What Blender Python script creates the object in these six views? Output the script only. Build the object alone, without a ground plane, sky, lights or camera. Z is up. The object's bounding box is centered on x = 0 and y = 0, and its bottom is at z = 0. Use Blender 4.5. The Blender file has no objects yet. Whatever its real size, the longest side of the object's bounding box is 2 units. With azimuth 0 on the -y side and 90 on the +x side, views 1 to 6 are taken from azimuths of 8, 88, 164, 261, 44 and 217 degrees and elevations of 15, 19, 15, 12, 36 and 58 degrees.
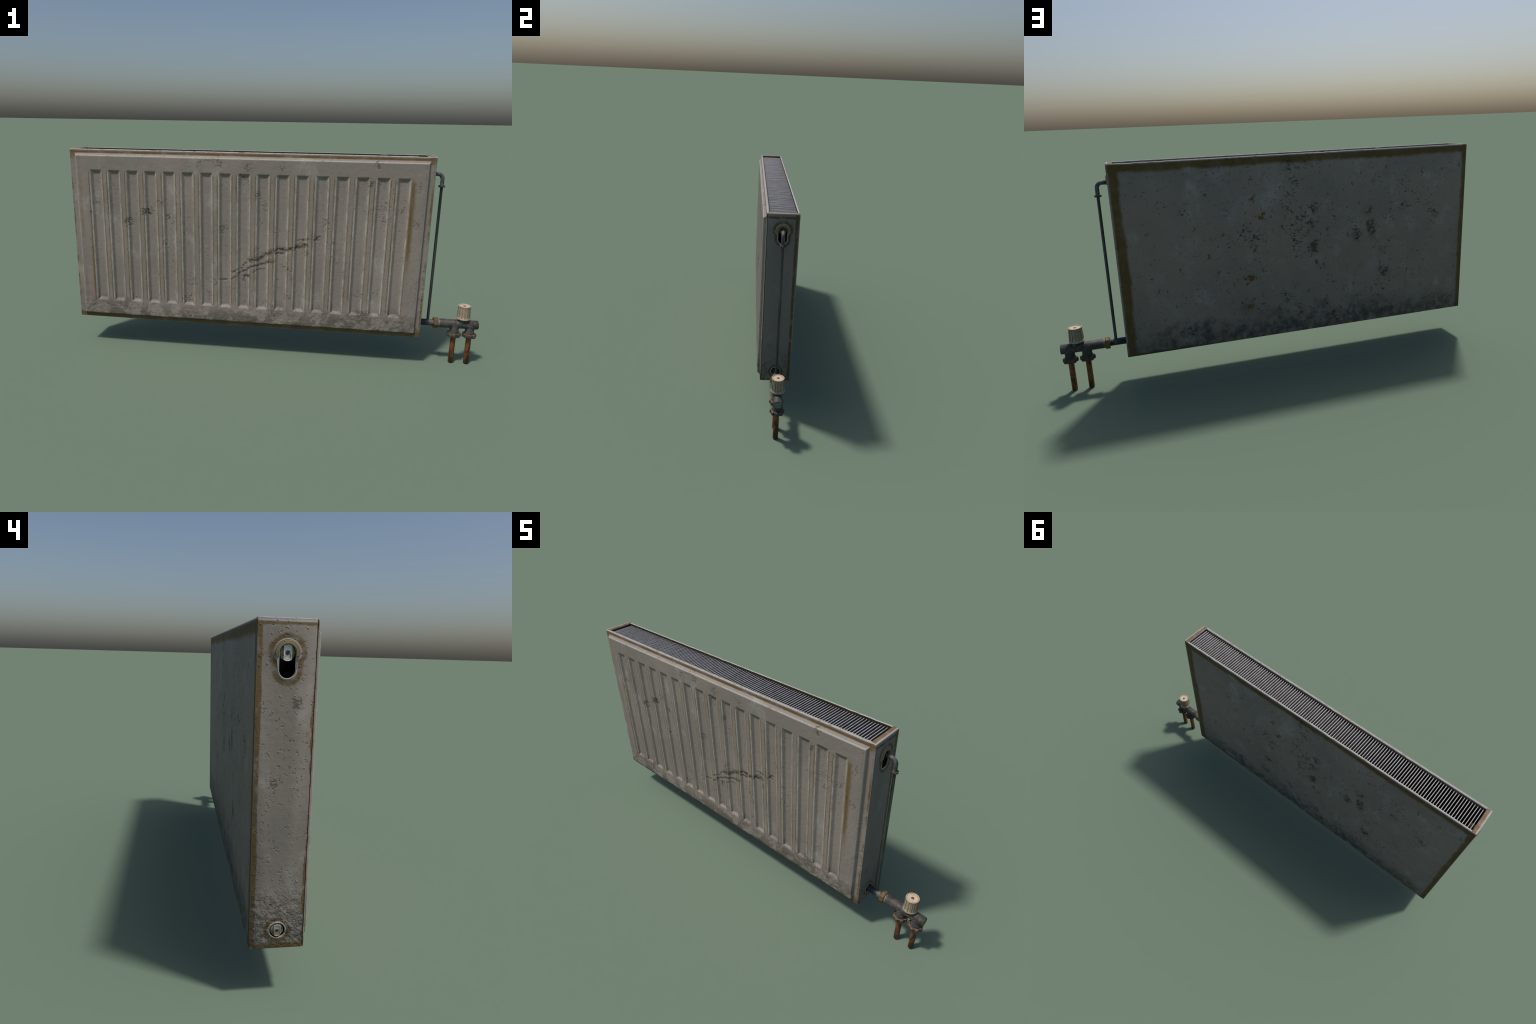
import bpy, bmesh, math, random
import numpy as np
from mathutils import Vector, Matrix

random.seed(7)
PI = math.pi

# --------------------------------------------------------------------------
# dimensions (metres)
# --------------------------------------------------------------------------
XL, XR = -0.9935, 0.7190          # casing, left and right outer faces
YF, YB = -0.0670, 0.0820          # casing, front flange and back outer faces
Z0, Z1 = 0.1465, 1.0000           # casing, bottom and top
CAP = 0.0250                      # width of the folded top strip of a side panel
FACE = 0.0150                     # how far the embossed face stands proud
FX0, FX1, FZ0, FZ1 = -0.957, 0.6848, 0.1745, 0.9690   # flat embossed face
FB = 0.0108                       # width of the bevel round the face
N_FLUTE, FL_X0, FL_PITCH, FL_W = 17, -0.8872, 0.09026, 0.0560
FL_Z0, FL_Z1, FL_DEPTH = 0.2450, 0.9025, 0.0092
HOLE_Y, HOLE_R = 0.0075, 0.0197
HOLE_Z, SLOT_Z, LOW_Z = 0.9195, 0.8796, 0.1990
LOW_R = 0.0210
PIPE_Y, PIPE_Z = 0.0078, 0.2003

# --------------------------------------------------------------------------
# small node language
# --------------------------------------------------------------------------
class G:
    def __init__(self, name):
        self.mat = bpy.data.materials.new(name)
        self.mat.use_nodes = True
        self.t = self.mat.node_tree
        self.t.nodes.clear()
        tc = self.t.nodes.new("ShaderNodeTexCoord")
        self.P = tc.outputs["Object"]
        s = self.t.nodes.new("ShaderNodeSeparateXYZ")
        self.t.links.new(self.P, s.inputs[0])
        self.x, self.y, self.z = s.outputs

    def put(self, sock, v):
        if isinstance(v, bpy.types.NodeSocket):
            self.t.links.new(v, sock)
        elif isinstance(v, (tuple, list)):
            sock.default_value = tuple(v) + ((1.0,) if len(sock.default_value) == 4 and len(v) == 3 else ())
        else:
            sock.default_value = v

    def m(self, op, a, b=None, c=None, clamp=False):
        n = self.t.nodes.new("ShaderNodeMath")
        n.operation, n.use_clamp = op, clamp
        for i, v in enumerate((a, b, c)):
            if v is not None:
                self.put(n.inputs[i], v)
        return n.outputs[0]

    def add(self, a, b): return self.m("ADD", a, b)
    def sub(self, a, b): return self.m("SUBTRACT", a, b)
    def mul(self, a, b): return self.m("MULTIPLY", a, b)
    def mx(self, a, b): return self.m("MAXIMUM", a, b)
    def mn(self, a, b): return self.m("MINIMUM", a, b)
    def inv(self, a): return self.m("SUBTRACT", 1.0, a, clamp=True)

    def prod(self, *v):
        r = v[0]
        for w in v[1:]:
            r = self.mul(r, w)
        return r

    def step(self, v, a, b):
        """0 at a, 1 at b, smooth (a may exceed b)."""
        n = self.t.nodes.new("ShaderNodeMapRange")
        n.interpolation_type = "SMOOTHSTEP"
        if a <= b:
            lo, hi, o0, o1 = a, b, 0.0, 1.0
        else:
            lo, hi, o0, o1 = b, a, 1.0, 0.0
        self.put(n.inputs["Value"], v)
        n.inputs["From Min"].default_value, n.inputs["From Max"].default_value = lo, hi
        n.inputs["To Min"].default_value, n.inputs["To Max"].default_value = o0, o1
        return n.outputs[0]

    def band(self, v, a, b, s):
        return self.mul(self.step(v, a - s, a + s), self.step(v, b + s, b - s))

    def vec(self, x, y, z):
        n = self.t.nodes.new("ShaderNodeCombineXYZ")
        for i, v in enumerate((x, y, z)):
            self.put(n.inputs[i], v)
        return n.outputs[0]

    def scaled(self, sx, sy, sz, off=(0, 0, 0)):
        n = self.t.nodes.new("ShaderNodeMapping")
        self.t.links.new(self.P, n.inputs["Vector"])
        n.inputs["Scale"].default_value = (sx, sy, sz)
        n.inputs["Location"].default_value = off
        return n.outputs[0]

    def noise(self, scale, detail=4, rough=0.55, vec=None, dist=0.0):
        n = self.t.nodes.new("ShaderNodeTexNoise")
        self.put(n.inputs["Vector"], vec if vec is not None else self.P)
        n.inputs["Scale"].default_value = scale
        n.inputs["Detail"].default_value = detail
        n.inputs["Roughness"].default_value = rough
        n.inputs["Distortion"].default_value = dist
        return n.outputs[0]

    def voro(self, scale, vec=None, feature="F1"):
        n = self.t.nodes.new("ShaderNodeTexVoronoi")
        n.feature = feature
        self.put(n.inputs["Vector"], vec if vec is not None else self.P)
        n.inputs["Scale"].default_value = scale
        return n.outputs["Distance"]

    def mix(self, f, a, b):
        n = self.t.nodes.new("ShaderNodeMix")
        n.data_type = "RGBA"
        self.put(n.inputs[0], f)
        self.put(n.inputs[6], a)
        self.put(n.inputs[7], b)
        return n.outputs[2]

    def rand(self):
        return self.t.nodes.new("ShaderNodeObjectInfo").outputs["Random"]

    def normal_xyz(self):
        g = self.t.nodes.new("ShaderNodeNewGeometry")
        s = self.t.nodes.new("ShaderNodeSeparateXYZ")
        self.t.links.new(g.outputs["Normal"], s.inputs[0])
        return s.outputs

    def spots(self, a, b, table):
        """soft union of round zones (a0, b0, radius, weight) in the plane a-b."""
        out = None
        for (a0, b0, r, w) in table:
            da, db = self.sub(a, a0), self.sub(b, b0)
            d = self.m("SQRT", self.m("MULTIPLY_ADD", da, da, self.mul(db, db)))
            v = self.mul(self.step(d, r, r * 0.15), w)
            out = v if out is None else self.mx(out, v)
        return out

    def stroke(self, a, b, pts, width):
        """closeness (1 on the line, 0 at width) to a polyline in the plane a-b."""
        out = None
        for (p, q) in zip(pts, pts[1:]):
            dx, dz = q[0] - p[0], q[1] - p[1]
            L2 = dx * dx + dz * dz
            ra, rb = self.sub(a, p[0]), self.sub(b, p[1])
            h = self.m("MULTIPLY_ADD", ra, dx / L2, self.mul(rb, dz / L2), clamp=True)
            ea, eb = self.sub(ra, self.mul(h, dx)), self.sub(rb, self.mul(h, dz))
            d = self.m("SQRT", self.m("MULTIPLY_ADD", ea, ea, self.mul(eb, eb)))
            out = d if out is None else self.mn(out, d)
        return self.step(out, width, 0.0)

    def bump(self, h, dist, strength=1.0, normal=None):
        n = self.t.nodes.new("ShaderNodeBump")
        n.inputs["Strength"].default_value = strength
        n.inputs["Distance"].default_value = dist
        self.put(n.inputs["Height"], h)
        if normal is not None:
            self.t.links.new(normal, n.inputs["Normal"])
        return n.outputs[0]

    def done(self, color, rough=0.6, metal=0.0, normal=None, spec=0.3, coat=0.0):
        b = self.t.nodes.new("ShaderNodeBsdfPrincipled")
        self.put(b.inputs["Base Color"], color)
        self.put(b.inputs["Roughness"], rough)
        self.put(b.inputs["Metallic"], metal)
        self.put(b.inputs["Specular IOR Level"], spec)
        b.inputs["Coat Weight"].default_value = coat
        if normal is not None:
            self.t.links.new(normal, b.inputs["Normal"])
        o = self.t.nodes.new("ShaderNodeOutputMaterial")
        self.t.links.new(b.outputs[0], o.inputs[0])
        return self.mat


# --------------------------------------------------------------------------
# colours
# --------------------------------------------------------------------------
PAINT_A = (0.236, 0.205, 0.177)
PAINT_B = (0.200, 0.177, 0.155)
PALE = (0.37, 0.37, 0.35)
RUST = (0.115, 0.068, 0.016)
RUST_DEEP = (0.075, 0.040, 0.010)
GRIME = (0.060, 0.060, 0.048)
SOOT = (0.022, 0.026, 0.020)

# chipped zones of the front (x, z, radius, weight) and of the back
FRONT_CHIPS = [
    (-0.867, 0.751, 0.030, 0.8), (-0.704, 0.658, 0.048, 1.25), (-0.614, 0.708, 0.045, 1.5), (-0.508, 0.680, 0.045, 0.75),
    (-0.525, 0.546, 0.035, 0.7), (-0.895, 0.694, 0.020, 1.0), (-0.353, 0.942, 0.035, 0.6), (-0.257, 0.947, 0.045, 0.7),
    (-0.239, 0.645, 0.045, 0.75), (-0.416, 0.285, 0.045, 1.0), (-0.394, 0.369, 0.050, 0.75), (-0.279, 0.375, 0.040, 0.75),
    (-0.306, 0.311, 0.040, 0.75), (-0.119, 0.927, 0.045, 0.65), (-0.144, 0.871, 0.045, 0.8), (-0.546, 0.756, 0.040, 0.7),
    (-0.066, 0.804, 0.035, 0.8), (-0.037, 0.755, 0.045, 0.75), (0.250, 0.694, 0.030, 0.9), (0.341, 0.437, 0.030, 0.7),
    (0.411, 0.350, 0.035, 0.8), (0.438, 0.876, 0.035, 0.9), (0.508, 0.761, 0.050, 0.85), (0.518, 0.712, 0.040, 0.7),
    (0.648, 0.697, 0.045, 0.85), (0.652, 0.866, 0.030, 0.8), (0.575, 0.757, 0.030, 0.7), (0.073, 0.456, 0.050, 0.8),
    (0.466, 0.959, 0.040, 0.8), (0.037, 0.934, 0.030, 0.6), (0.434, 0.744, 0.030, 0.7), (0.496, 0.355, 0.025, 0.8),
    (0.077, 0.318, 0.040, 0.7), (0.165, 0.536, 0.025, 0.9), (0.290, 0.594, 0.020, 0.7), (0.440, 0.250, 0.050, 1.1),
    (-0.077, 0.520, 0.060, 0.75), (0.190, 0.610, 0.050, 0.8), (-0.126, 0.405, 0.040, 0.8),
]
STROKES = [
    ([(-0.196, 0.390), (-0.168, 0.416)], 0.008),
    ([(-0.192, 0.425), (-0.169, 0.442), (-0.147, 0.451)], 0.007),
    ([(-0.164, 0.422), (-0.122, 0.442)], 0.009),
    ([(-0.119, 0.452), (-0.080, 0.465), (-0.038, 0.475), (-0.021, 0.488), (0.011, 0.491)], 0.010),
    ([(-0.107, 0.491), (-0.068, 0.497), (-0.034, 0.515)], 0.013),
    ([(-0.142, 0.464), (-0.125, 0.478)], 0.006),
    ([(-0.028, 0.526), (0.017, 0.543), (0.031, 0.554), (0.063, 0.550), (0.092, 0.560), (0.125, 0.565), (0.161, 0.580)], 0.013),
    ([(0.020, 0.533), (0.054, 0.530)], 0.008),
    ([(-0.087, 0.434), (-0.062, 0.449), (-0.035, 0.451)], 0.006),
    ([(0.122, 0.598), (0.167, 0.605)], 0.006),
    ([(0.200, 0.603), (0.219, 0.619)], 0.007),
    ([(-0.134, 0.408), (-0.111, 0.414)], 0.009),
    ([(-0.253, 0.387), (-0.215, 0.385)], 0.006),
]
BACK_CHIPS = [
    (0.590, 0.865, 0.016, 1.0), (0.506, 0.815, 0.035, 0.9), (0.426, 0.769, 0.030, 0.95), (0.590, 0.742, 0.018, 1.0),
    (0.401, 0.674, 0.018, 1.0), (0.161, 0.665, 0.045, 1.05), (0.221, 0.608, 0.040, 0.95), (0.100, 0.617, 0.045, 0.9),
    (-0.089, 0.879, 0.025, 1.2), (-0.069, 0.828, 0.035, 1.0), (-0.118, 0.732, 0.050, 1.0), (-0.179, 0.748, 0.040, 1.05),
    (-0.056, 0.676, 0.040, 1.0), (-0.100, 0.611, 0.050, 1.05), (-0.154, 0.671, 0.035, 1.0), (-0.112, 0.524, 0.035, 1.0),
    (-0.175, 0.559, 0.035, 0.95), (-0.212, 0.468, 0.035, 1.2), (-0.263, 0.388, 0.030, 1.05), (-0.237, 0.281, 0.030, 1.05),
    (0.086, 0.296, 0.040, 1.1), (-0.045, 0.331, 0.035, 0.95), (-0.089, 0.263, 0.050, 1.1), (-0.264, 0.189, 0.050, 1.1),
    (-0.453, 0.718, 0.040, 1.0), (-0.486, 0.640, 0.045, 1.15), (-0.500, 0.590, 0.045, 1.2), (-0.397, 0.596, 0.035, 1.0),
    (-0.560, 0.672, 0.045, 0.95), (-0.579, 0.562, 0.025, 1.1), (-0.542, 0.512, 0.030, 0.95), (-0.652, 0.717, 0.040, 0.95),
    (-0.500, 0.861, 0.030, 0.9), (-0.056, 0.959, 0.045, 0.95), (-0.132, 0.970, 0.040, 1.05), (0.450, 0.237, 0.060, 0.95),
    (-0.815, 0.671, 0.050, 0.9), (-0.548, 0.400, 0.035, 0.9), (-0.651, 0.428, 0.025, 0.9), (-0.060, 0.750, 0.050, 0.9),
]
BACK_RUST = [(0.066, 0.725, 0.055, 1.05), (0.146, 0.440, 0.055, 1.0), (0.110, 0.820, 0.040, 0.85), (0.150, 0.330, 0.060, 0.85), (-0.095, 0.230, 0.045, 0.9)]


def paint_ground(g):
    """the faded enamel that every sheet of the casing shares."""
    col = g.mix(g.step(g.noise(2.6, 5), 0.36, 0.64), PAINT_A, PAINT_B)
    scuff = g.step(g.noise(9.0, 7, 0.65, g.scaled(1.0, 1.0, 0.7, (3, 1, 2))), 0.55, 0.75)
    col = g.mix(g.mul(scuff, 0.48), col, PALE)
    veil = g.step(g.noise(5.0, 6, 0.6, g.scaled(1.6, 1.6, 0.45, (7, 5, 1))), 0.56, 0.72)
    return g.mix(g.mul(veil, 0.22), col, (0.15, 0.12, 0.09))


def chip_field(g, zones, bias=0.0, scale=70.0):
    """flaked spots: fine noise cut by a threshold that falls inside the zones."""
    fine = g.noise(scale, 4, 0.62, g.scaled(0.8, 0.8, 1.25))
    coarse = g.noise(7.5, 4, 0.65, g.scaled(1, 1, 1, (4.3, 2.1, 8.8)))
    lvl = g.add(fine, g.mul(zones, 0.13)) if zones is not None else fine
    lvl = g.add(lvl, g.mul(g.sub(coarse, 0.5), 0.25 + bias))
    return lvl


def make_front():
    g = G("weathered_front_enamel")
    x, y, z = g.x, g.y, g.z
    col = paint_ground(g)
    face = g.step(y, YF - FACE * 0.62, YF - FACE * 0.80)
    n_rim = g.noise(1.0, 5, 0.65, g.scaled(9.0, 1.0, 9.0, (1, 1, 4)))
    # --- flutes: u runs across one pitch, dR / dL are distances outside a flute
    u = g.mul(g.m("FRACT", g.m("DIVIDE", g.sub(x, FL_X0), FL_PITCH)), FL_PITCH)
    inz = g.band(z, FL_Z0 + 0.012, FL_Z1 - 0.008, 0.010)
    zone = g.mul(inz, g.band(x, FL_X0 - 0.018, FL_X0 + 16 * FL_PITCH + FL_W + 0.020, 0.002))
    col = g.mix(g.prod(g.step(u, FL_W + 0.002, FL_W + 0.006), zone, 0.07), col, (0.20, 0.14, 0.07))
    wobble = g.mul(g.sub(g.noise(70, 3), 0.5), 0.006)
    dR, dL = g.add(g.sub(u, FL_W), wobble), g.add(g.sub(FL_PITCH, u), wobble)
    n_edge = g.noise(1.0, 5, 0.65, g.scaled(30.0, 1.0, 11.0, (5, 2, 9)))
    pale = g.mx(g.band(dL, -0.001, 0.0052, 0.0016), g.band(dR, -0.0052, 0.0008, 0.0018))  # edge highlights of the flutes, painted as pale bands
    col = g.mix(g.prod(pale, zone, g.step(n_edge, 0.36, 0.58), 0.66), col, PALE)
    n_line = g.noise(1.0, 4, 0.6, g.scaled(26.0, 1.0, 4.5))
    line = g.mx(g.mul(g.band(dR, 0.0034, 0.0066, 0.0018), 0.8), g.band(dL, 0.0080, 0.0116, 0.0018))
    col = g.mix(g.prod(line, zone, g.step(n_line, 0.30, 0.62), 0.95), col, (0.110, 0.056, 0.010))
    # broad stains beside the first and the last flute
    n_st = g.noise(1.0, 6, 0.7, g.scaled(14.0, 1.0, 34.0))
    last = FL_X0 + 16 * FL_PITCH + FL_W
    fade = g.mul(g.step(x, last + 0.003, last + 0.009), g.step(g.add(x, g.mul(g.sub(n_st, 0.5), 0.022)), last + 0.032, last + 0.012))
    stain = g.prod(fade, g.step(z, 0.33, 0.62), g.step(z, 0.915, 0.86), g.step(g.add(n_st, g.noise(3.0)), 0.70, 1.05), 0.92)
    col = g.mix(stain, col, (0.125, 0.075, 0.020))
    fade = g.mul(g.step(x, FL_X0 - 0.006, FL_X0 - 0.010), g.step(g.add(x, g.mul(g.sub(n_st, 0.5), 0.012)), FL_X0 - 0.022, FL_X0 - 0.012))
    stain = g.prod(fade, g.step(z, 0.236, 0.250), g.step(z, 0.78, 0.28), 0.92)
    col = g.mix(stain, col, (0.125, 0.075, 0.020))
    # rust traces just inside the rims of the embossed face
    ins = g.prod(g.band(x, FX0 + 0.008, FX0 + 0.022, 0.005), g.step(n_rim, 0.34, 0.62), 0.6)
    ins = g.mx(ins, g.prod(g.band(x, FX1 - 0.010, FX1 - 0.004, 0.004), g.step(n_rim, 0.42, 0.66), 0.7))
    ins = g.mx(ins, g.prod(g.band(z, FZ1 - 0.012, FZ1 - 0.004, 0.004), g.step(n_rim, 0.50, 0.68), 0.7))
    ins = g.mx(ins, g.prod(g.band(z, FZ0 - 0.002, FZ0 + 0.012, 0.006), g.step(n_rim, 0.44, 0.62), 0.85))
    col = g.mix(g.prod(ins, face, 0.7), col, (0.140, 0.090, 0.040))
    # pale crest of the bevel
    rimd = g.mn(g.mn(g.sub(x, FX0), g.sub(FX1, x)), g.mn(g.sub(z, FZ0), g.sub(FZ1, z)))
    crest = g.prod(g.band(rimd, -0.0035, 0.0015, 0.0012), g.step(n_edge, 0.30, 0.5), 0.5)
    col = g.mix(crest, col, PALE)
    # grime crust along the foot
    n_dirt = g.noise(19, 6, 0.6, dist=0.5)
    crust_zone = g.step(g.add(z, g.mul(g.sub(g.noise(4.5, 3), 0.5), 0.14)), 0.300, 0.190)
    col = g.mix(g.prod(crust_zone, g.step(n_dirt, 0.42, 0.56), 0.70), col, (0.078, 0.072, 0.058))
    under = g.prod(g.step(z, FZ0 - 0.001, FZ0 - 0.006), g.step(g.noise(12, 5), 0.32, 0.6), 0.6)
    col = g.mix(under, col, SOOT)
    # rust on the flange outside the face, pale worn outer lip
    flange = g.step(y, YF - 0.004, YF - 0.002)
    n_thin = g.noise(60, 3)
    zz = g.add(z, g.mul(g.sub(n_thin, 0.5), 0.006))
    xx = g.add(x, g.mul(g.sub(n_thin, 0.5), 0.008))
    fr = g.prod(g.band(zz, 0.9800, 0.9915, 0.0025), g.step(n_rim, 0.25, 0.52))
    fr = g.mx(fr, g.prod(g.step(zz, 0.1655, 0.1630), g.step(zz, 0.1475, 0.1505), 0.85))
    n_long = g.noise(1.0, 5, 0.7, g.scaled(1.0, 1.0, 7.0, (2, 8, 3)))
    fr = g.mx(fr, g.prod(g.band(xx, XR - 0.0100, XR - 0.0030, 0.0016), g.step(n_long, 0.40, 0.58)))
    fr = g.mx(fr, g.prod(g.band(xx, XL + 0.0010, XL + 0.0075, 0.0016), g.step(n_long, 0.44, 0.60)))
    fr = g.mx(fr, g.spots(x, z, [(XL + 0.006, Z0 + 0.006, 0.036, 0.8), (XR - 0.016, Z0 + 0.006, 0.032, 0.8), (XR - 0.016, Z1 - 0.014, 0.036, 0.9), (XL + 0.012, Z1 - 0.01, 0.06, 0.8)]))
    col = g.mix(g.prod(fr, flange, 0.88), col, RUST)
    lip = g.mx(g.step(z, 0.9945, 0.9965), g.mul(g.step(z, 0.1488, 0.1472), g.step(n_rim, 0.35, 0.5)))
    col = g.mix(g.prod(lip, g.step(g.noise(34, 5, 0.7), 0.66, 0.50), 0.75), col, (0.37, 0.35, 0.335))
    # the long gouge: broken strands of torn enamel
    gouge = None
    for pts, w in STROKES:
        s = g.mul(g.stroke(x, z, pts, w * 1.8), min(1.0, 0.70 + 22 * w))
        gouge = s if gouge is None else g.mx(gouge, s)
    shreds = g.noise(1.0, 5, 0.7, g.vec(g.mul(g.add(x, g.mul(z, 0.6)), 38.0), 0.0, g.mul(g.sub(z, g.mul(x, 0.55)), 95.0)))
    col = g.mix(g.mul(g.step(g.add(g.mul(gouge, 0.45), g.noise(60, 4)), 0.70, 0.90), 0.35), col, (0.15, 0.12, 0.075))
    col = g.mix(g.mul(g.step(g.add(g.mul(gouge, 0.46), shreds), 0.880, 0.960), 0.88), col, (0.062, 0.056, 0.036))
    # flaked spots
    zones = g.mx(g.spots(x, z, FRONT_CHIPS), g.mul(gouge, 1.25))
    lvl = g.add(chip_field(g, zones, 0.10, 108.0), g.mul(zones, 0.03))
    col = g.mix(g.mul(g.step(lvl, 0.700, 0.750), g.m('MULTIPLY_ADD', zones, 0.55, 0.25, clamp=True)), col, (0.050, 0.050, 0.040))
    # relief
    h = g.mul(g.step(lvl, 0.650, 0.740), -1.0)
    h = g.add(h, g.prod(crust_zone, face, g.add(g.mul(n_dirt, 2.0), g.mul(g.noise(62, 4, 0.6), 1.5))))
    h = g.add(h, g.mul(g.noise(55, 4, 0.6), 0.5))
    nrm = g.bump(h, 0.0034, 0.9)
    return g.done(col, 0.62, 0.0, nrm, 0.25)


def make_back():
    g = G("weathered_back_enamel")
    x, y, z = g.x, g.y, g.z
    col = paint_ground(g)
    n_bord = g.noise(22, 5, 0.62)
    n_slow = g.noise(3.2, 3)
    w = g.add(g.add(g.mul(g.sub(n_bord, 0.5), 0.022), g.mul(g.sub(g.noise(90, 3), 0.5), 0.012)), g.mul(g.sub(n_slow, 0.5), 0.030))
    dt, db = g.sub(Z1, z), g.sub(z, Z0)
    dr, dl = g.sub(XR, x), g.sub(x, XL)
    top = g.mul(g.step(g.add(dt, w), 0.047, 0.029), g.step(dt, 0.0050, 0.0100))
    rgt = g.mul(g.step(g.add(dr, w), 0.056, 0.038), g.step(dr, 0.0040, 0.0110))
    lft = g.mul(g.step(g.add(dl, g.mul(w, 0.9)), 0.032, 0.018), g.step(dl, 0.0012, 0.0030))
    bot = g.mul(g.step(g.add(db, w), 0.020, 0.010), g.step(g.add(x, g.mul(n_slow, 0.6)), 0.55, 0.85))
    rust = g.mx(g.mx(top, rgt), g.mx(lft, bot))
    rust = g.mul(rust, g.m('MULTIPLY_ADD', g.step(g.noise(13, 6, 0.68, g.scaled(1, 1, 1, (4, 4, 9))), 0.36, 0.56), 0.18, 0.82))
    rim = g.mx(g.step(dt, 0.006, 0.003), g.step(dr, 0.006, 0.003))
    n_dirt = g.noise(7.5, 7, 0.68)
    dirt = g.prod(g.step(g.add(z, g.mul(g.sub(n_dirt, 0.5), 0.50)), 0.31, 0.165), g.step(g.noise(24, 5, 0.65), 0.30, 0.62))
    zones = g.spots(x, z, [(a, b, r * 1.45, w) for a, b, r, w in BACK_CHIPS])
    drift = g.mul(g.step(g.noise(1.0, 5, 0.62, g.scaled(9.0, 1.0, 4.0, (2, 7, 5))), 0.46, 0.66), g.band(x, -0.72, 0.30, 0.14))
    lvl = chip_field(g, g.mx(g.mul(zones, 0.85), g.mul(g.add(zones, 0.45), drift)), 0.10, 100.0)
    chip = g.mx(g.step(lvl, 0.640, 0.735), g.mul(g.mul(zones, drift), 0.35))
    patch = g.noise(1.0, 6, 0.72, g.scaled(30.0, 1.0, 22.0, (1, 5, 9)))
    chip = g.mx(chip, g.mul(g.step(g.add(patch, g.mul(g.mul(zones, drift), 0.16)), 0.605, 0.67), 0.85))
    rzones = g.spots(x, z, BACK_RUST)
    rchip = g.step(g.add(g.noise(66, 3, 0.6, g.scaled(1, 1, 1, (9, 4, 2))), g.mul(rzones, 0.19)), 0.655, 0.73)
    cloud = g.step(g.noise(8, 6, 0.65, g.scaled(1, 1, 1.3, (5, 0, 1))), 0.54, 0.72)
    lipn = g.prod(g.step(z, 0.9935, 0.9965), g.step(g.noise(30, 5, 0.7), 0.68, 0.52))
    col = g.mix(g.mul(cloud, 0.30), col, (0.30, 0.31, 0.33))
    col = g.mix(g.mul(rust, 0.94), col, (0.098, 0.060, 0.012))
    col = g.mix(g.mul(rim, 0.45), col, (0.28, 0.29, 0.29))
    col = g.mix(g.mul(dirt, 0.80), col, (0.040, 0.044, 0.042))
    col = g.mix(g.mul(chip, 0.80), col, SOOT)
    col = g.mix(g.mul(rchip, 0.85), col, (0.105, 0.058, 0.012))
    col = g.mix(g.mul(lipn, 0.8), col, (0.42, 0.41, 0.40))
    col = g.mix(g.step(y, YB - 0.0078, YB - 0.0092), col, (0.022, 0.017, 0.010))
    h = g.add(g.mul(g.step(lvl, 0.65, 0.74), -1.0), g.mul(g.noise(40, 5), 0.5))
    return g.done(col, 0.7, 0.0, g.bump(h, 0.002, 0.6), 0.2)


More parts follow.
